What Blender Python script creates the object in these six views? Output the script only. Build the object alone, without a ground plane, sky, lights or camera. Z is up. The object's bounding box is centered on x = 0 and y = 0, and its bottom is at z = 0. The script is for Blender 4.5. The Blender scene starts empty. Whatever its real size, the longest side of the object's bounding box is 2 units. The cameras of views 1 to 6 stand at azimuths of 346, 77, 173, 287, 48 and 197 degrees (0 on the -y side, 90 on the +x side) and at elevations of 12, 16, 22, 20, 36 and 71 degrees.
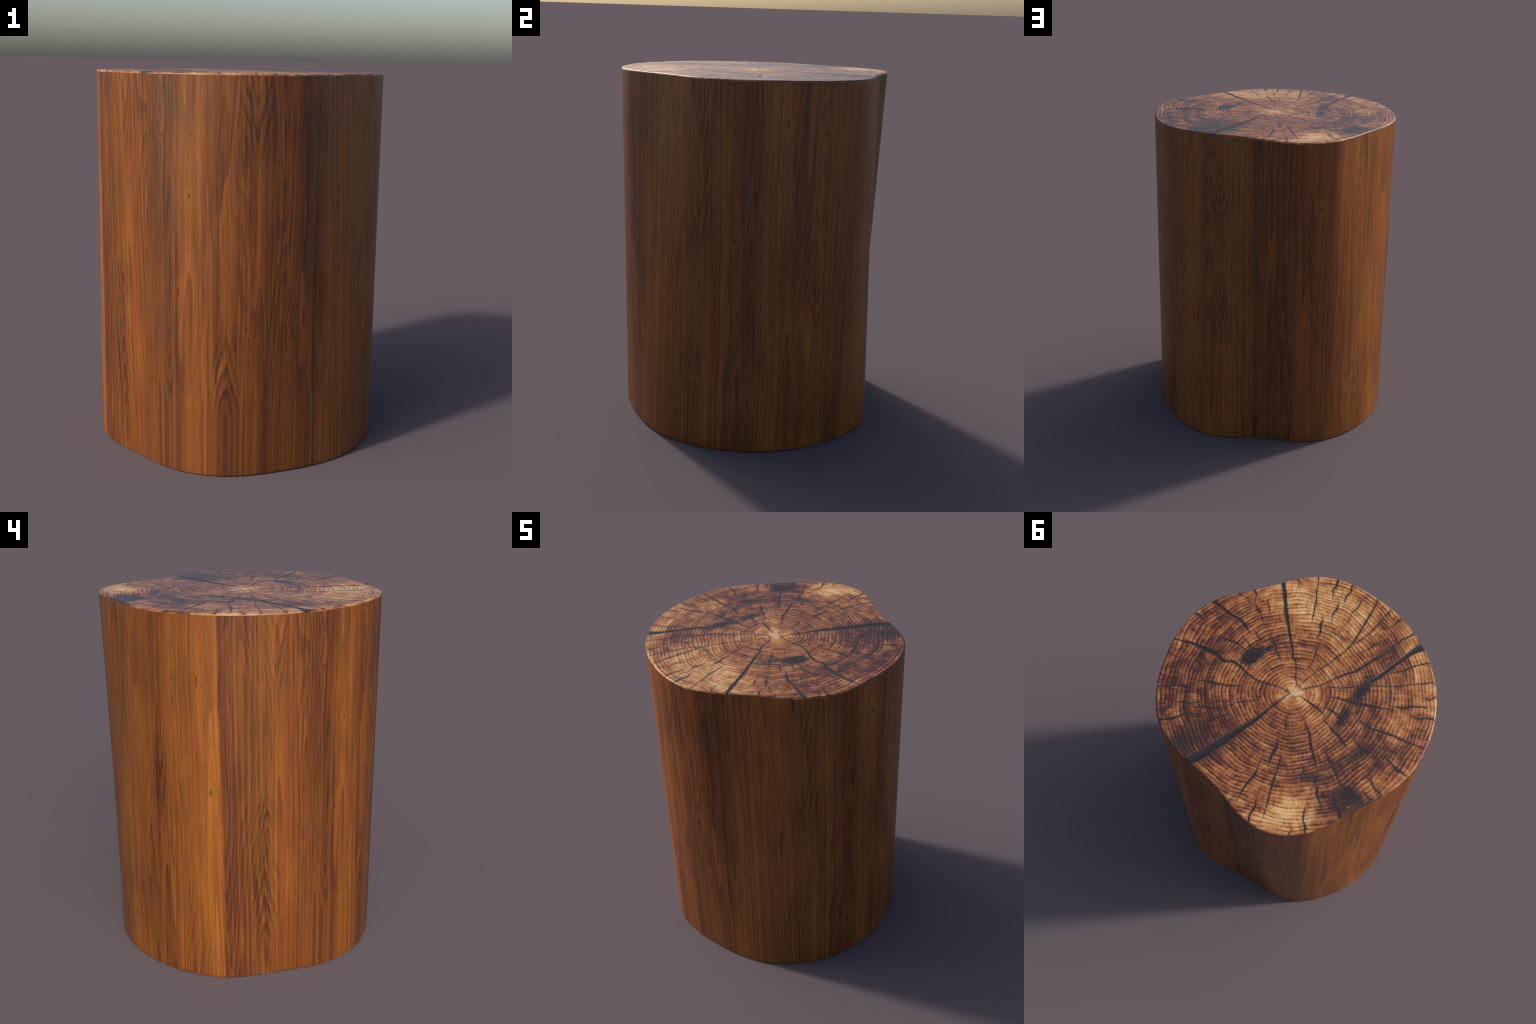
"""A log stool: a waxed, bark-free section of trunk with a cracked end-grain top.
The trunk is ruled between two lobed outlines (top and foot); the end grain has
rings round an off-centre pith, radial drying cracks, a knot hole and dark stains."""
import math
import bpy
import numpy as np

TAU = 2 * math.pi
HEIGHT = 2.0
TOP_ROUND, FOOT_ROUND = 0.010, 0.007
PITH = (0.030, -0.018)

# radius of the lobed outlines, one control point every 12 degrees from the +x axis
TOP_OUTLINE = [0.7680, 0.7710, 0.7700, 0.7490, 0.7050, 0.6690, 0.6820, 0.7370, 0.7825, 0.7820,
               0.7470, 0.7180, 0.7210, 0.7430, 0.7590, 0.7640, 0.7700, 0.7755, 0.7775, 0.7780,
               0.7755, 0.7740, 0.7800, 0.7755, 0.7420, 0.7100, 0.7190, 0.7540, 0.7740, 0.7735]
FOOT_OUTLINE = [0.7720, 0.7690, 0.7623, 0.7620, 0.7560, 0.7189, 0.6713, 0.6681, 0.7110, 0.7510,
                0.7640, 0.7670, 0.7695, 0.7690, 0.7696, 0.7722, 0.7656, 0.7395, 0.7345, 0.7600,
                0.7775, 0.7820, 0.7670, 0.7540, 0.7570, 0.7710, 0.7800, 0.7800, 0.7785, 0.7740]


def outline(points, angles):
    """Smooth closed curve through evenly spaced radii (Catmull-Rom)."""
    p = np.array(points)
    n = len(p)
    u = (np.asarray(angles) % TAU) / TAU * n
    i = np.floor(u).astype(int)
    f = u - i
    a, b, c, d = (p[(i + k) % n] for k in (-1, 0, 1, 2))
    return 0.5 * (2 * b + (c - a) * f + (2 * a - 5 * b + 4 * c - d) * f**2 + (3 * b - 3 * c + d - a) * f**3)


# ------------------------------------------------------------------ cracks
# Long cracks: (distance from pith in m, direction in degrees, half width in mm) along each.
LONG_CRACKS = [
    ((0.050, -100, 2.5), (0.085, -84, 3), (0.127, -80.6, 4), (0.205, -76, 4.4), (0.212, -73, 4.6), (0.279, -71.3, 5.9),
     (0.346, -69.4, 7.8), (0.436, -68.1, 9.8), (0.528, -67.6, 10.8), (0.720, -67.5, 13)),
    ((0.015, 41.9, 2.5), (0.062, 52.1, 2.9), (0.136, 54.9, 4.9), (0.214, 56.6, 8.8), (0.288, 56.9, 12.7),
     (0.356, 55.8, 18.6), (0.427, 55.6, 21.6), (0.519, 55.1, 22.5), (0.599, 54.9, 24.5), (0.720, 53.9, 28.4)),
    ((0.012, 10, 2.5), (0.045, -5, 2.9), (0.078, -6.6, 3.4), (0.139, -2.2, 4.4), (0.203, -2.5, 5.4), (0.273, -6, 5.9),
     (0.317, -10, 6.4), (0.374, -11.3, 6.9), (0.410, -8.6, 7.5), (0.440, -8.0, 8), (0.466, -10, 11), (0.534, -10, 14.7),
     (0.592, -10, 10.8), (0.635, -9.5, 6.9), (0.760, -7.5, 4.9)),
    ((0.440, -38.7, 3), (0.503, -38.7, 6.9), (0.556, -37.8, 7.8), (0.580, -35.8, 8), (0.616, -35.2, 8.8), (0.760, -32.5, 10)),
    ((0.050, -115, 2), (0.149, -117.3, 2.5), (0.260, -120.8, 2.9), (0.391, -121.2, 3.9), (0.470, -119.6, 5.6),
     (0.555, -116.5, 4.6), (0.658, -114.2, 5.4), (0.790, -111.2, 3.6)),
    ((0.060, -142.5, 2.5), (0.151, -146.3, 3.4), (0.238, -142.5, 3.9), (0.326, -140.7, 5.9), (0.377, -141.8, 7.5),
     (0.415, -139.7, 8), (0.486, -138.1, 6.4), (0.546, -137.1, 4.4), (0.625, -137, 2.5)),
    ((0.430, -152.5, 6), (0.470, -151.2, 10), (0.540, -147.2, 12), (0.613, -144.2, 11), (0.688, -141.8, 13),
     (0.736, -140.8, 20), (0.830, -140.2, 27)),
    ((0.198, -151.5, 2.5), (0.265, -155.6, 2.9), (0.443, -156.2, 2.5), (0.541, -157.7, 2.9), (0.640, -157.3, 2.5),
     (0.800, -156.9, 2.5)),
    ((0.215, -168.6, 2.5), (0.265, -169.1, 4.9), (0.345, -171.7, 7.8), (0.445, -172.1, 9), (0.560, -172.1, 3)),
    ((0.402, 174.1, 2.5), (0.472, 172.3, 4.9), (0.532, 173.1, 7.8), (0.603, 173.6, 6.4), (0.687, 173.5, 4.9),
     (0.779, 173.8, 3.4)),
    ((0.185, 129.1, 2.5), (0.263, 129.3, 5.9), (0.322, 126.1, 8.3), (0.385, 125.3, 6.9), (0.457, 124.4, 3)),
    ((0.369, 136.4, 3), (0.449, 134.5, 7.5), (0.522, 134.5, 7.5), (0.603, 134.1, 4)),
    ((0.374, 99.1, 3), (0.447, 98.2, 4.9), (0.541, 96.9, 5.6), (0.653, 96.5, 4), (0.724, 96.2, 2.5)),
    ((0.290, 11, 2.5), (0.369, 11.9, 4.9), (0.428, 11.4, 5.9), (0.499, 10.3, 4.9), (0.579, 10.6, 2.5)),
    ((0.430, -121.1, 2), (0.508, -121.7, 2.9), (0.592, -121.4, 2.9), (0.692, -119.7, 3.4), (0.790, -119.2, 3.4)),
    ((0.462, -86, 2.5), (0.579, -85.3, 3.4), (0.647, -84.3, 3.4), (0.790, -83.4, 4.5)),
]
# Short drying checks: start and end distance, start and end direction, greatest half width.
SHORT_CHECKS = [
    (0.660, 0.800, -173.4, -173.3, 4), (0.540, 0.740, -169.8, -168.2, 5.5), (0.720, 0.820, -164, -163.8, 4),
    (0.540, 0.800, -149, -148, 3.4), (0.510, 0.800, -135.2, -133.6, 4), (0.430, 0.610, -128.6, -129.9, 3),
    (0.640, 0.830, -124.4, -126, 3.2), (0.545, 0.700, -107.3, -106.4, 3), (0.180, 0.360, -103.2, -97.2, 3.6),
    (0.615, 0.765, -100.4, -98.8, 4), (0.485, 0.635, -99, -96.8, 5), (0.350, 0.505, -94.8, -92.2, 6.8),
    (0.625, 0.790, -93.4, -91.6, 6), (0.640, 0.790, -74.5, -74.2, 3), (0.490, 0.615, -56, -59.2, 3),
    (0.215, 0.370, -54.4, -52.1, 5), (0.600, 0.720, -51.2, -54.6, 4), (0.450, 0.615, -50.5, -51.2, 4),
    (0.600, 0.720, -48.5, -44.5, 3), (0.355, 0.440, -43.6, -42.2, 4), (0.160, 0.220, -32.3, -33.8, 2.5),
    (0.325, 0.420, -32, -32.6, 4), (0.370, 0.545, -26.6, -21.6, 4.6), (0.670, 0.760, -23.2, -23.8, 4.5),
    (0.570, 0.760, 15.4, 15.7, 4), (0.515, 0.645, 24.9, 23.8, 4), (0.375, 0.555, 31.6, 27.6, 5),
    (0.195, 0.325, 30.5, 29.9, 3), (0.510, 0.770, 32.8, 30.7, 6), (0.330, 0.555, 40.2, 37.6, 5.4),
    (0.415, 0.685, 85.6, 83, 5.6), (0.615, 0.790, 90.7, 91, 5), (0.265, 0.445, 92.6, 91.4, 7.3),
    (0.130, 0.238, 96.9, 98.3, 3.5), (0.755, 0.830, 107.4, 107, 3), (0.660, 0.830, 114.2, 112.2, 4.6),
    (0.425, 0.520, 115.3, 113.8, 3.6), (0.475, 0.690, 120.4, 121.7, 6), (0.600, 0.790, 129, 126.9, 7.5),
    (0.665, 0.750, 140.4, 142.8, 3), (0.605, 0.745, 147, 146.9, 4), (0.230, 0.445, 155.6, 150.2, 6),
    (0.428, 0.562, 159.3, 155.5, 7.5), (0.585, 0.775, 160.3, 160, 5.4), (0.046, 0.220, 171, 161, 5.6),
    (0.205, 0.298, 172.2, 170.8, 4.6), (0.755, 0.830, 177, 176.9, 5.5),
]


def check_spine(check):
    """A short check opens like a lens, with a small kink past its middle."""
    r0, r1, a0, a1, width = check
    kink = 0.9 if int(r0 * 1000) % 2 else -0.9
    at_rim = r1 > 0.735
    return ((r0, a0, 1.2), (r0 + 0.35 * (r1 - r0), a0 + 0.35 * (a1 - a0) + kink, 1.0 * width),
            (r0 + 0.62 * (r1 - r0), a0 + 0.62 * (a1 - a0) - 0.4 * kink, 1.2 * width),
            (r1, a1, width if at_rim else 1.2))


CRACKS = [tuple(c) for c in LONG_CRACKS] + [check_spine(c) for c in SHORT_CHECKS]


# ------------------------------------------------------------------ node helper
class Nodes:
    def __init__(self, name):
        self.mat = bpy.data.materials.new(name)
        self.mat.use_nodes = True
        self.tree = self.mat.node_tree
        self.tree.nodes.clear()

    def add(self, kind, **props):
        n = self.tree.nodes.new(kind)
        for k, v in props.items():
            setattr(n, k, v)
        return n

    def put(self, socket, value):
        if isinstance(value, bpy.types.NodeSocket):
            self.tree.links.new(value, socket)
        elif value is not None:
            socket.default_value = value

    def math(self, op, a, b=None, c=None, clamp=False):
        n = self.add("ShaderNodeMath", operation=op, use_clamp=clamp)
        for s, v in zip(n.inputs, (a, b, c)):
            self.put(s, v)
        return n.outputs[0]

    def vec(self, op, a, b=None, scale=None):
        n = self.add("ShaderNodeVectorMath", operation=op)
        self.put(n.inputs[0], a)
        if b is not None:
            self.put(n.inputs[1], b)
        if scale is not None:
            self.put(n.inputs["Scale"], scale)
        return n.outputs["Value"] if op in ("LENGTH", "DOT_PRODUCT", "DISTANCE") else n.outputs["Vector"]

    def xyz(self, x=0.0, y=0.0, z=0.0):
        n = self.add("ShaderNodeCombineXYZ")
        for s, v in zip(n.inputs, (x, y, z)):
            self.put(s, v)
        return n.outputs[0]

    def split(self, v):
        n = self.add("ShaderNodeSeparateXYZ")
        self.put(n.inputs[0], v)
        return n.outputs

    def smooth(self, v, lo, hi, to0=0.0, to1=1.0):
        n = self.add("ShaderNodeMapRange", interpolation_type="SMOOTHSTEP")
        for k, x in zip(("Value", "From Min", "From Max", "To Min", "To Max"), (v, lo, hi, to0, to1)):
            self.put(n.inputs[k], x)
        return n.outputs[0]

    def noise(self, v, scale=1.0, detail=2.0, rough=0.5, colour=False, distortion=0.0):
        n = self.add("ShaderNodeTexNoise")
        self.put(n.inputs["Vector"], v)
        n.inputs["Scale"].default_value = scale
        n.inputs["Detail"].default_value = detail
        n.inputs["Roughness"].default_value = rough
        n.inputs["Distortion"].default_value = distortion
        return n.outputs["Color" if colour else "Fac"]

    def ramp(self, fac, stops):
        n = self.add("ShaderNodeValToRGB")
        e = n.color_ramp.elements
        while len(e) < len(stops):
            e.new(0.5)
        for s, (p, c) in zip(e, stops):
            s.position, s.color = p, (*c, 1)
        self.put(n.inputs[0], fac)
        return n.outputs[0]

    def mix(self, fac, a, b, mode="MIX"):
        n = self.add("ShaderNodeMix", data_type="RGBA", blend_type=mode)
        self.put(n.inputs["Factor"], fac)
        for s, v in ((n.inputs[6], a), (n.inputs[7], b)):
            self.put(s, (*v, 1) if isinstance(v, tuple) and len(v) == 3 else v)
        return n.outputs[2]

    def curve(self, fac, points):
        """A single profile curve through (x, y) points in 0..1."""
        n = self.add("ShaderNodeFloatCurve")
        set_curve(n.mapping.curves[0], points, "AUTO")
        n.mapping.update()
        self.put(n.inputs["Value"], fac)
        return n.outputs[0]

    def curves(self, v, three):
        """Three piecewise straight curves, one per vector component, in -1..1."""
        n = self.add("ShaderNodeVectorCurve")
        for c, pts in zip(n.mapping.curves, three):
            set_curve(c, pts, "VECTOR")
        n.mapping.update()
        self.put(n.inputs["Vector"], v)
        return n.outputs[0]

    def after(self, v, done):
        """v again, but only once 'done' is known: keeps long sums evaluated in order."""
        return self.vec("ADD", v, self.vec("SCALE", done, scale=1e-9)) if isinstance(done, bpy.types.NodeSocket) else v

    def centred(self, v, half):
        """Noise value 0..1 turned to -half..half."""
        return self.math("MULTIPLY", self.math("SUBTRACT", v, 0.5), 2 * half)

    def finish(self, colour, rough, height, bump, distance):
        b = self.add("ShaderNodeBsdfPrincipled")
        self.put(b.inputs["Base Color"], colour)
        self.put(b.inputs["Roughness"], rough)
        b.inputs["Specular IOR Level"].default_value = 0.5
        if height is not None:
            n = self.add("ShaderNodeBump")
            n.inputs["Strength"].default_value = bump
            n.inputs["Distance"].default_value = distance
            self.put(n.inputs["Height"], height)
            self.put(b.inputs["Normal"], n.outputs[0])
        o = self.add("ShaderNodeOutputMaterial")
        self.tree.links.new(b.outputs[0], o.inputs[0])
        return self.mat


def set_curve(curve, points, handle):
    while len(curve.points) < len(points):
        curve.points.new(0.5, 0.5)
    for p, (x, y) in zip(curve.points, points):
        p.location = (x, y)
        p.handle_type = handle


# ------------------------------------------------------------------ end grain
# Stains: centre x, y (m), long and short radius, turn in degrees, strength, edge softness 0..1
CHARS = [
    (0.308, -0.162, 0.088, 0.048, 52, 1.0, 0.5),      # knot hole
    (0.245, -0.232, 0.085, 0.030, 52, 0.95, 0.85),      # its tail
    (-0.455, 0.440, 0.100, 0.055, 173, 1.0, 0.85),    # scorch by the rim
    (-0.585, 0.440, 0.170, 0.030, 40, 1.0, 0.7),
    (0.490, 0.430, 0.170, 0.090, 52, 0.85, 0.95),     # beside the widest crack
    (0.330, 0.480, 0.130, 0.045, 52, 0.65, 0.95),
    (-0.330, -0.150, 0.170, 0.042, 74, 1.0, 0.9),      # curved dark streak
    (-0.278, 0.040, 0.120, 0.038, 77, 1.0, 0.9),
    (-0.370, -0.235, 0.080, 0.040, 40, 0.80, 0.9),
    (-0.440, 0.185, 0.090, 0.035, 46, 0.70, 0.9),
    (-0.340, 0.275, 0.190, 0.034, 46, 0.65, 0.9),
    (-0.213, 0.420, 0.110, 0.050, 18, 0.80, 0.9),
    (-0.330, 0.560, 0.110, 0.070, 60, 0.40, 0.95),
    (-0.116, -0.433, 0.110, 0.020, 173, 0.65, 0.9),
    (-0.420, -0.420, 0.120, 0.050, 50, 0.35, 0.95),
    (0.505, -0.030, 0.090, 0.045, 10, 0.45, 0.95),
    (0.560, 0.230, 0.160, 0.060, 100, 0.35, 0.95),
]
# Broad tone: + pale sapwood, - red-brown heart
TONES = [
    (0.010, -0.010, 0.17, 0.13, 0, 0.42), (-0.150, 0.670, 0.24, 0.12, 18, 0.70), (-0.620, -0.330, 0.42, 0.13, 122, 0.45),
    (0.000, -0.600, 0.44, 0.28, 0, 0.52), (-0.570, 0.000, 0.14, 0.09, 90, 0.25), (-0.20, -0.25, 0.26, 0.22, 40, 0.15),
    (0.640, 0.050, 0.46, 0.22, 80, -0.16), (0.43, 0.36, 0.26, 0.20, 60, -0.28), (-0.46, 0.20, 0.38, 0.16, 66, -0.24),
    (-0.42, -0.42, 0.24, 0.12, 135, -0.30), (0.12, 0.30, 0.26, 0.16, 0, -0.08), (-0.38, 0.52, 0.22, 0.13, 36, -0.36),
    (-0.30, 0.47, 0.12, 0.03, 30, 0.35), (0.50, -0.30, 0.26, 0.16, 150, -0.12),
]


def spot(k, v, x, y, rx, ry, turn):
    m = k.add("ShaderNodeMapping", vector_type="TEXTURE")
    m.inputs["Location"].default_value = (x, y, 0)
    m.inputs["Rotation"].default_value = (0, 0, math.radians(turn))
    m.inputs["Scale"].default_value = (rx, ry, 1)
    k.put(m.inputs["Vector"], v)
    return k.vec("LENGTH", m.outputs[0])


def end_grain_material():
    k = Nodes("cracked_end_grain")
    obj = k.add("ShaderNodeTexCoord").outputs["Object"]
    flat = k.vec("MULTIPLY", obj, (1, 1, 0))
    p = k.vec("SUBTRACT", flat, (*PITH, 0))
    x, y, _ = k.split(p)
    r = k.vec("LENGTH", p)
    angle = k.math("ARCTAN2", y, x)
    turned = k.math("ADD", k.math("ARCTAN2", k.math("MULTIPLY", y, -1), k.math("MULTIPLY", x, -1)), math.pi)
    unit = k.vec("NORMALIZE", p)

    # rings: radius bent by slow noise, spacing uneven, broken up along the fibres
    slow = k.centred(k.noise(p, 2.6, 2), 0.055)
    kinks = k.centred(k.noise(p, 13, 2), 0.007)
    tremor = k.centred(k.noise(p, 55, 2), 0.0026)
    bend = k.math("MULTIPLY", k.math("ADD", slow, kinks), k.smooth(r, 0.02, 0.25))
    rho = k.math("ADD", k.math("ADD", r, bend), tremor)
    ring = k.math("MULTIPLY", rho, 1 / 0.0212)
    phase = k.math("FRACT", ring)
    late = k.math("MULTIPLY", k.smooth(phase, 0.35, 0.80), k.smooth(phase, 1.0, 0.90))
    ring_tone = k.noise(k.vec("ADD", k.vec("SCALE", unit, scale=1.6), k.xyz(0, 0, k.math("MULTIPLY", k.math("FLOOR", ring), 7.31))), 1.0, 1)
    ring_gain = k.smooth(k.noise(p, 9, 3, 0.6), 0.22, 0.80, 0.10, 1.25)
    dark_ring = k.math("MULTIPLY", late, k.math("MULTIPLY", ring_gain, k.smooth(r, 0.0, 0.16, 0.35, 1.0)))
    fine = k.math("FRACT", k.math("MULTIPLY", rho, 1 / 0.0071))
    fine = k.math("MULTIPLY", k.math("PINGPONG", fine, 0.5), 2)

    # radial fibres: fine across, long along the ray
    ray = k.vec("ADD", k.vec("SCALE", unit, scale=1.0), k.xyz(0, 0, k.math("MULTIPLY", r, 1.2)))
    fibre = k.noise(k.vec("MULTIPLY", ray, (34, 34, 14)), 1.0, 3, 0.6)
    # a weave of saw marks runs straight across the face
    saw = k.noise(k.vec("MULTIPLY", flat, (150, 42, 1)), 1.0, 2, 0.6)
    grit = k.noise(flat, 190, 2, 0.6)
    patch = k.noise(p, 4.2, 4, 0.6)
    blotch = k.noise(p, 17, 3, 0.6)

    tone = 0.43
    wob = k.vec("ADD", flat, k.vec("SCALE", k.vec("SUBTRACT", k.noise(flat, 6, 3, colour=True), (0.5, 0.5, 0.5)), scale=0.16))
    for tx, ty, rx, ry, turn, gain in TONES:
        tone = k.math("ADD", tone, k.smooth(spot(k, k.after(wob, tone), tx, ty, rx, ry, turn), 1.25, 0.15, 0.0, gain * 0.75))
    for v, half in ((patch, 0.42), (blotch, 0.34), (ring_tone, 0.36), (fibre, 0.30), (saw, 0.25), (grit, 0.19), (fine, 0.06)):
        tone = k.math("ADD", tone, k.centred(v, half))
    tone = k.math("SUBTRACT", tone, k.math("MULTIPLY", dark_ring, 0.40))
    colour = k.ramp(tone, [(0.0, (0.040, 0.013, 0.010)), (0.18, (0.110, 0.030, 0.014)), (0.38, (0.275, 0.085, 0.024)),
                           (0.58, (0.405, 0.158, 0.043)), (0.78, (0.540, 0.275, 0.095)), (1.0, (0.670, 0.430, 0.195))])
    # pale pith
    heart = k.smooth(spot(k, wob, PITH[0] - 0.012, PITH[1] - 0.004, 0.055, 0.030, 40), 1.1, 0.2, 0.0, 0.8)
    colour = k.mix(heart, colour, (0.62, 0.47, 0.26))

    # scorched stains
    rough_edge = k.vec("ADD", flat, k.vec("SCALE", k.vec("SUBTRACT", k.noise(k.vec("MULTIPLY", flat, (30, 30, 1)), 1.0, 3, 0.65, colour=True),
                                                        (0.5, 0.5, 0.5)), scale=0.075))
    char = 0.0
    for cx, cy, rx, ry, turn, strength, soft in CHARS:
        char = k.math("MAXIMUM", char, k.smooth(spot(k, k.after(rough_edge, char), cx, cy, rx, ry, turn), 1.25, 1.25 - 1.1 * soft, 0.0, strength))
    weave = k.math("MULTIPLY_ADD", k.math("ADD", k.centred(saw, 0.5), k.math("MULTIPLY", late, 0.5)), 0.45, 0.92)
    char = k.math("MAXIMUM", k.math("MULTIPLY", char, weave, clamp=True), k.math("MULTIPLY", k.math("GREATER_THAN", char, 0.9), char))
    colour = k.mix(char, colour, (0.018, 0.013, 0.013))

    # cracks: distance to every crack spine, three at a time
    jag = k.noise(k.xyz(k.math("MULTIPLY", k.math("FLOOR", k.math("MULTIPLY", rho, 46)), 3.7), k.math("MULTIPLY", angle, 4), 0), 1.0, 1)
    shift = k.math("ADD", k.centred(jag, 0.0050), k.centred(k.noise(p, 60, 2), 0.0045))
    shift = k.math("DIVIDE", k.math("MULTIPLY", shift, k.smooth(r, 0.0, 0.15)), k.math("MAXIMUM", r, 0.03))
    r3 = k.xyz(r, r, r)
    nearest = (1.0, 1.0, 1.0)
    for frame, source in (("straight", angle), ("turned", turned)):
        mine = [c for c in CRACKS if (abs(sum(q[1] for q in c) / len(c)) > 120) == (frame == "turned")]
        t = k.math("ADD", source, shift)
        t3 = k.xyz(t, t, t)
        for g in range(0, len(mine), 3):
            trio = mine[g:g + 3]
            while len(trio) < 3:
                trio.append(trio[-1])
            base, turns, widths = [], [], []
            for c in trio:
                a = [math.radians(q[1] % 360 if frame == "turned" else q[1]) for q in c]
                mid = sum(a) / len(a)
                base.append(mid)
                turns.append([(q[0], s - mid) for q, s in zip(c, a)])
                w = [(q[0], q[2] * 0.01) for q in c]
                widths.append([(-1, -0.5), (w[0][0] - 0.012, -0.05)] + w + [(w[-1][0] + 0.012, -0.05), (1, -0.5)])
            now = k.after(r3, nearest)
            off = k.vec("ABSOLUTE", k.vec("SUBTRACT", k.vec("SUBTRACT", t3, k.curves(now, turns)), tuple(base)))
            reach = k.vec("SUBTRACT", k.vec("SCALE", off, scale=r), k.vec("SCALE", k.curves(now, widths), scale=0.1))
            nearest = k.vec("MINIMUM", reach, nearest)
    a, b, c = k.split(nearest)
    gap = k.math("MINIMUM", k.math("MINIMUM", a, b), c)
    gap = k.math("ADD", gap, k.centred(blotch, 0.004))
    gap = k.math("ADD", gap, k.centred(grit, 0.0022))
    # hair-fine rays between the open cracks
    rays = k.noise(k.vec("ADD", k.vec("SCALE", unit, scale=17.0), k.xyz(0, 0, k.math("MULTIPLY", rho, 3.5))), 1.0, 1)
    rays = k.smooth(k.math("ABSOLUTE", k.math("SUBTRACT", rays, 0.5)), k.math("DIVIDE", 0.010, k.math("MAXIMUM", r, 0.15)), 0.0)
    rays = k.math("MULTIPLY", rays, k.smooth(k.noise(p, 8, 2), 0.42, 0.60, 0.0, 0.60))
    rays = k.math("MULTIPLY", rays, k.smooth(r, 0.12, 0.3))
    colour = k.mix(rays, colour, (0.050, 0.020, 0.014))
    # brown bleeding around, dark inside
    # on the rounded rim the cracks close up and the colour is mixed browner
    face = k.smooth(k.split(obj)[2], HEIGHT - TOP_ROUND * 0.75, HEIGHT - TOP_ROUND * 0.15)
    colour = k.mix(k.math("MULTIPLY_ADD", face, -0.4, 0.4), colour, (0.24, 0.105, 0.045))
    gap = k.math("ADD", gap, k.math("MULTIPLY_ADD", face, -0.008, 0.008))
    bleed = k.smooth(gap, 0.012, -0.001, 0.0, 0.34)
    colour = k.mix(bleed, colour, (0.085, 0.028, 0.018))
    inside = k.smooth(gap, 0.0020, -0.0022)
    colour = k.mix(k.math("MULTIPLY", inside, 0.96), colour, (0.016, 0.013, 0.014))

    height = k.math("ADD", k.math("MULTIPLY", tone, 0.6), k.math("MULTIPLY", inside, -0.8))
    return k.finish(colour, 0.46, height, 0.25, 0.002)


# ------------------------------------------------------------------ side grain
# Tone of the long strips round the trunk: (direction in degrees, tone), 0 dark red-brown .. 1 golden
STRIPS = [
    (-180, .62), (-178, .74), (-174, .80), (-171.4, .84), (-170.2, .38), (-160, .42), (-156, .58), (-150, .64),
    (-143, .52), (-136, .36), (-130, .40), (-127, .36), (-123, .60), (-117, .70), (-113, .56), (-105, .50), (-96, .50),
    (-90, .34), (-86, .40), (-80, .46), (-76, .34), (-70, .38), (-63, .48), (-52, .42), (-38, .42), (-26, .40),  # dip at -76..-70 has the sun's terminator shading painted into it
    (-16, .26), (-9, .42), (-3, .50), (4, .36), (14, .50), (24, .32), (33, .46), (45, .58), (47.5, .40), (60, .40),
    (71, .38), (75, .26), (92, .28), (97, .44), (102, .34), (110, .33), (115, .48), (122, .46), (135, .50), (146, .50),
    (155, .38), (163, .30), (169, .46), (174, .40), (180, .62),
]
# Cathedral figures: direction, height of the tip, half width (m), height per half width (m), +1 tip up / -1 tip down
FIGURES = [
    (-149.5, 1.66, 0.055, 0.30, -1), (-153.3, 1.02, 0.050, 0.24, 1), (-154, 0.68, 0.070, 0.34, 1), (163, 1.04, 0.045, 0.42, -1),
    (-81, 0.93, 0.040, 0.22, 1), (-106, 0.68, 0.060, 0.30, 1), (-34, 1.22, 0.070, 0.40, -1), (-37.5, 0.52, 0.060, 0.26, 1),
    (-34, 1.62, 0.060, 0.36, -1), (56, 1.52, 0.075, 0.22, -1), (56.5, 0.95, 0.060, 0.20, 1), (56.5, 0.72, 0.055, 0.26, -1),
    (-60, 1.75, 0.050, 0.30, -1), (12, 1.30, 0.080, 0.35, 1), (100, 1.25, 0.070, 0.35, 1), (130, 0.45, 0.060, 0.35, 1),
    (-96, 1.65, 0.070, 0.30, -1), (14, 0.75, 0.060, 0.30, -1),
]
# Pin knots: direction, height, half width and half height (mm)
PINS = [
    (-131.9, 1.767, 5, 17), (-120, 1.425, 5, 12), (-109.3, 1.256, 6, 16), (-124.3, .942, 5, 18), (-98.9, .774, 6, 12),
    (-96.1, .740, 6, 9), (-76.4, .816, 7, 42), (-179.4, 1.663, 6, 24), (-175, 1.087, 5, 18), (144.1, 1.80, 6, 60),
    (143.3, .254, 6, 30), (-.7, 1.792, 7, 20), (-19.9, 1.183, 6, 14), (-9.1, .838, 5, 13), (2, .661, 6, 20),
    (-13.6, .291, 6, 24), (14.9, 1.737, 9, 10), (51.3, 1.732, 9, 20), (65.5, 1.68, 5, 120), (37.3, 1.152, 5, 22),
    (57.3, .697, 7, 24), (104.2, 1.60, 9, 12), (111.2, .834, 8, 12), (82, .842, 7, 60),
]


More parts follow.
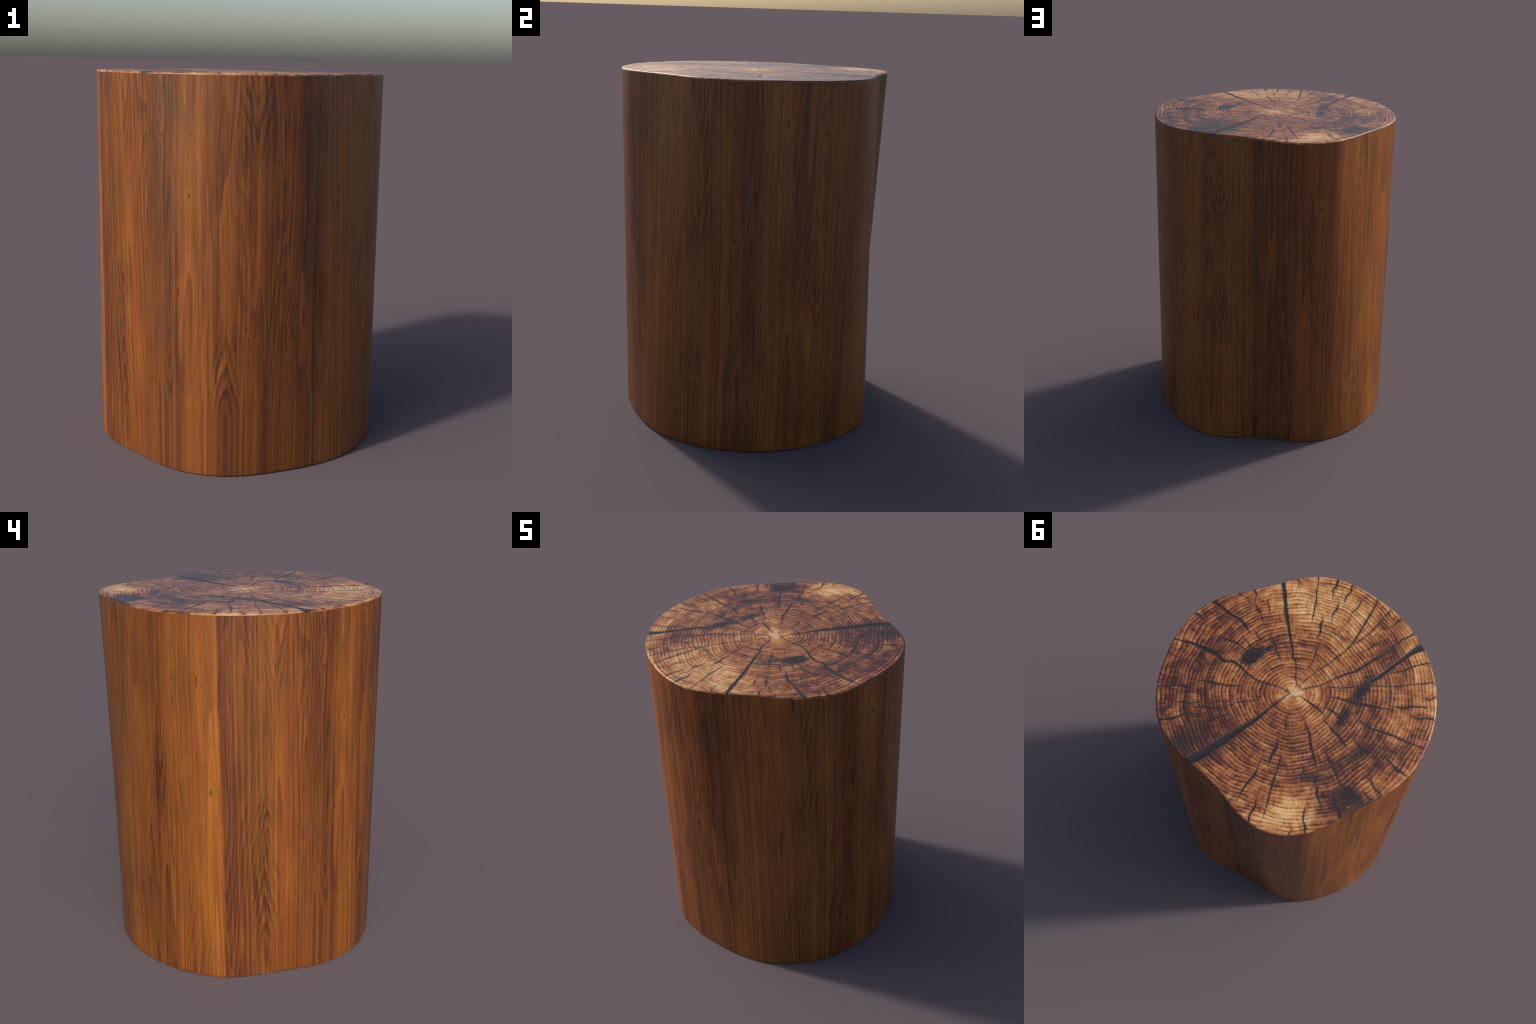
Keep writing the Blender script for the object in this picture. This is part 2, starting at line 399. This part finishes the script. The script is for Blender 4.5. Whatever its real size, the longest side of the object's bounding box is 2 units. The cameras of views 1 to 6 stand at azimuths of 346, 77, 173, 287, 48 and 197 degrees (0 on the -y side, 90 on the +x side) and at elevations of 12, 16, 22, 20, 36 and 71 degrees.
def side_grain_material():
    k = Nodes("oiled_side_grain")
    obj = k.add("ShaderNodeTexCoord").outputs["Object"]
    x, y, z = k.split(obj)
    angle = k.math("ARCTAN2", y, x)
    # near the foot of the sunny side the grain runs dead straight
    straight = k.math("MULTIPLY", k.smooth(angle, math.radians(-152), math.radians(-143)),
                      k.smooth(angle, math.radians(-22), math.radians(-30)))
    floor_z = k.math("MULTIPLY", straight, 0.33)
    zc = k.math("MAXIMUM", z, floor_z)
    unit = k.vec("NORMALIZE", k.vec("MULTIPLY", obj, (1, 1, 0)))
    around = k.vec("SCALE", unit, scale=0.77)
    at = k.vec("ADD", around, k.xyz(0, 0, zc))

    sway = k.vec("SCALE", k.vec("SUBTRACT", k.noise(k.vec("MULTIPLY", at, (5, 5, 1.1)), 1.0, 2, colour=True), (0.5, 0.5, 0.5)), scale=0.05)
    swayed = k.vec("ADD", at, k.vec("MULTIPLY", sway, (1, 1, 0)))

    # pin knots: dark pips that push the grain aside
    pip, push = 0.0, 0.0
    for i in range(0, len(PINS), 3):
        trio = PINS[i:i + 3]
        turn = k.after(k.xyz(angle, angle, angle), push)
        d = k.vec("SUBTRACT", turn, tuple(math.radians(q[0]) for q in trio))
        d = k.vec("MULTIPLY", d, tuple(770 / (0.95 * q[2]) for q in trio))
        h = k.vec("SUBTRACT", k.xyz(zc, zc, zc), tuple(q[1] for q in trio))
        h = k.vec("MULTIPLY", h, tuple(1000 / (1.2 * q[3]) for q in trio))
        q2 = k.vec("ADD", k.vec("MULTIPLY", d, d), k.vec("MULTIPLY", h, h))
        for s in k.split(q2):
            pip = k.math("MAXIMUM", pip, k.smooth(s, 1.6, 0.0))
            push = k.math("MAXIMUM", push, k.smooth(s, 42.0, 0.0))
    pip = k.math("MULTIPLY", pip, k.smooth(k.noise(k.vec("MULTIPLY", at, (160, 160, 50)), 1.0, 2), 0.24, 0.50))

    # strips and streaks
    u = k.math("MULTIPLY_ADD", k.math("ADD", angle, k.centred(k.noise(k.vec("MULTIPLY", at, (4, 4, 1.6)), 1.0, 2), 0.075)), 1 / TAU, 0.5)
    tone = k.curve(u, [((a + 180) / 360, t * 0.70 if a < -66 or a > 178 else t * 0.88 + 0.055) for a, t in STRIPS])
    strip = k.noise(k.vec("MULTIPLY", swayed, (38, 38, 0.22)), 1.0, 2, 0.5)
    streak = k.noise(k.vec("MULTIPLY", swayed, (120, 120, 0.8)), 1.0, 3, 0.6)
    hair = k.noise(k.vec("MULTIPLY", swayed, (330, 330, 6.0)), 1.0, 3, 0.6)
    band = k.math("FRACT", k.math("MULTIPLY", k.noise(k.vec("MULTIPLY", swayed, (8, 8, 0.13)), 1.0, 1, 0.4), 13))
    band = k.math("MULTIPLY", band, k.smooth(band, 1.0, 0.93))
    cloud = k.noise(k.vec("MULTIPLY", at, (7, 7, 2.6)), 1.0, 3, 0.55)

    # wandering grain lines: contours of a tall slow field
    field = k.noise(k.vec("MULTIPLY", swayed, (6.0, 6.0, 0.40)), 1.0, 1, 0.4)
    field = k.math("ADD", k.math("MULTIPLY", field, 30), k.math("MULTIPLY", push, 1.1))
    line = k.math("FRACT", k.math("ADD", field, k.centred(hair, 0.22)))
    line = k.math("MULTIPLY", k.smooth(line, 0.25, 0.85), k.smooth(line, 1.0, 0.90))
    line = k.math("MULTIPLY", line, k.smooth(k.noise(k.vec("MULTIPLY", at, (6, 6, 0.9)), 1.0, 2), 0.38, 0.62))

    # cathedral figures
    flame = 0.0
    wander = k.math("ADD", k.centred(k.noise(k.vec("MULTIPLY", at, (14, 14, 2.0)), 1.0, 2), 0.9), k.centred(hair, 0.05))
    for a, tip, half, rise, up in FIGURES:
        here = k.math("MULTIPLY_ADD", flame, 1e-9, angle)
        s = k.math("ABSOLUTE", k.math("MULTIPLY", k.math("SUBTRACT", here, math.radians(a)), 0.77 / half))
        s = k.math("SQRT", k.math("MULTIPLY_ADD", s, s, 0.02))
        climb = k.math("MULTIPLY", k.math("SUBTRACT", zc, tip), up / rise)
        q = k.math("ADD", k.math("MULTIPLY_ADD", k.math("ADD", s, climb), 2.2, 20.0), wander)
        f = k.math("FRACT", q)
        f = k.math("MULTIPLY", k.smooth(f, 0.30, 0.88), k.smooth(f, 1.0, 0.92))
        win = k.math("MULTIPLY", k.smooth(s, 1.5, 0.6), k.smooth(climb, 0.35, -0.1))
        win = k.math("MULTIPLY", win, k.smooth(climb, -1.8, -0.8))
        flame = k.math("MAXIMUM", flame, k.math("MULTIPLY", f, win))

    flame = k.math("MULTIPLY", flame, k.smooth(k.noise(k.vec("MULTIPLY", at, (9, 9, 3)), 1.0, 2), 0.30, 0.66, 0.25, 1.0))
    tone = k.math("ADD", tone, k.math("MULTIPLY", push, 0.07))
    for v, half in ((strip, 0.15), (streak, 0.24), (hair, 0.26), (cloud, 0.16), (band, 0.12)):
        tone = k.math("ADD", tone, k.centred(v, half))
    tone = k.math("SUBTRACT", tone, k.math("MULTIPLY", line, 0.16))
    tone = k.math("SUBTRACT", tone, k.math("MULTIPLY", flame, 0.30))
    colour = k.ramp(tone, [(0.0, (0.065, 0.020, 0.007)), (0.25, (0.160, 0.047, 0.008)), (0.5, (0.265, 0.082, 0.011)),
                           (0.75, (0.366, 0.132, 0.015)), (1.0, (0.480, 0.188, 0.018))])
    # red and olive casts along the strips
    cast = k.noise(k.vec("MULTIPLY", swayed, (13, 13, 0.35)), 1.0, 2)
    colour = k.mix(k.smooth(cast, 0.50, 0.68, 0.0, 0.70), colour, k.mix(1.0, colour, (1.02, 0.88, 1.10), "MULTIPLY"))
    colour = k.mix(k.smooth(cast, 0.50, 0.32, 0.0, 0.70), colour, k.mix(1.0, colour, (0.92, 0.98, 0.95), "MULTIPLY"))
    pores = k.smooth(k.noise(k.vec("MULTIPLY", swayed, (230, 230, 20)), 1.0, 2), 0.60, 0.70, 0.0, 0.45)
    colour = k.mix(pores, colour, (0.060, 0.020, 0.010))
    colour = k.mix(k.math("MULTIPLY", pip, 0.93), colour, (0.035, 0.014, 0.010))
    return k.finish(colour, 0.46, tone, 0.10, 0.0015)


# ------------------------------------------------------------------ geometry
def mesh_object(name, rings, material, parent, cap=None):
    """Skin a stack of closed rings (each an n x 3 array); cap closes the 'first' or 'last' ring with a centre point."""
    n = len(rings[0])
    verts = np.vstack(rings)
    i = np.arange(n)
    j = (i + 1) % n
    faces = []
    for a in range(len(rings) - 1):
        faces.extend(np.stack([a * n + i, a * n + j, (a + 1) * n + j, (a + 1) * n + i], 1).tolist())
    if cap:
        ring = 0 if cap == "first" else len(rings) - 1
        verts = np.vstack([verts, rings[ring].mean(0)])
        c = len(verts) - 1
        pairs = zip(ring * n + i, ring * n + j)
        faces.extend([[int(b), int(a), c] if cap == "first" else [int(a), int(b), c] for a, b in pairs])
    me = bpy.data.meshes.new(name)
    me.from_pydata(verts.tolist(), [], faces)
    me.materials.append(material)
    me.polygons.foreach_set("use_smooth", [True] * len(me.polygons))
    me.update()
    ob = bpy.data.objects.new(name, me)
    bpy.context.scene.collection.objects.link(ob)
    ob.parent = parent
    return ob


def crack_depth(x, y):
    """How far the open cracks sink the end grain, in metres."""
    dx, dy = x - PITH[0], y - PITH[1]
    r, a = np.hypot(dx, dy), np.degrees(np.arctan2(dy, dx))
    depth = np.zeros_like(r)
    for c in CRACKS:
        q = np.array(c)
        if q[:, 2].max() < 9.5:
            continue
        w = np.interp(r, q[:, 0], q[:, 2], left=0, right=q[-1, 2] if q[-1, 0] > 0.7 else 0) / 1000
        off = np.abs((a - np.interp(r, q[:, 0], q[:, 1]) + 180) % 360 - 180)
        d = np.radians(off) * r
        cut = np.clip((w - d) / np.maximum(w, 1e-6), 0, 1)
        depth = np.maximum(depth, np.sqrt(cut) * np.minimum(0.003, 0.2 * w) * (w > 0.004))
    return depth


def ring_points(angles, radii, z):
    return np.stack([radii * np.cos(angles), radii * np.sin(angles), np.broadcast_to(z, angles.shape)], 1)


def build():
    stool = bpy.data.objects.new("log_stool", None)
    bpy.context.scene.collection.objects.link(stool)
    stool["label"] = "oiled tree trunk section with a cracked, ringed end-grain top"
    stool["category"] = "log stool"
    side, end = side_grain_material(), end_grain_material()

    # trunk side: straight rulings from the foot outline to the top outline
    n = 1080
    a = np.arange(n) / n * TAU
    foot, top = outline(FOOT_OUTLINE, a), outline(TOP_OUTLINE, a)

    def body(z, angles=None, lo=foot, hi=top):
        return lo + (hi - lo) * (z / HEIGHT)

    rings = []
    for t in np.linspace(0, 1, 6):
        ease = t * math.pi / 2
        z = FOOT_ROUND * (1 - math.cos(ease))
        rings.append(ring_points(a, body(z) - FOOT_ROUND * (1 - math.sin(ease)), z))
    for z in np.linspace(FOOT_ROUND, HEIGHT - TOP_ROUND, 41)[1:]:
        rings.append(ring_points(a, body(z), z))
    mesh_object("trunk", rings, side, stool)

    # underside
    base = [ring_points(a, (foot - FOOT_ROUND) * f, 0.0) for f in (1.0, 0.75, 0.5, 0.25)]
    mesh_object("underside", [b[::-1] for b in base], end, stool, cap="last")

    # end grain: rounded rim, then the face with its open cracks
    m = n
    a2 = np.arange(m) / m * TAU
    foot2, top2 = outline(FOOT_OUTLINE, a2), outline(TOP_OUTLINE, a2)
    rings = []
    for t in np.linspace(0, 1, 8):
        ease = t * math.pi / 2
        z = HEIGHT - TOP_ROUND * (1 - math.sin(ease))
        rr = foot2 + (top2 - foot2) * ((HEIGHT - TOP_ROUND) / HEIGHT) - TOP_ROUND * (1 - math.cos(ease))
        ring = ring_points(a2, rr, z)
        ring[:, 2] -= crack_depth(ring[:, 0], ring[:, 1]) * t
        rings.append(ring)
    inner = np.hypot(rings[-1][:, 0], rings[-1][:, 1])
    for f in np.linspace(1, 0.004, 170)[1:]:
        ring = ring_points(a2, inner * f, HEIGHT)
        ring[:, 2] -= crack_depth(ring[:, 0], ring[:, 1])
        rings.append(ring)
    mesh_object("end_grain_top", rings, end, stool, cap="last")


build()
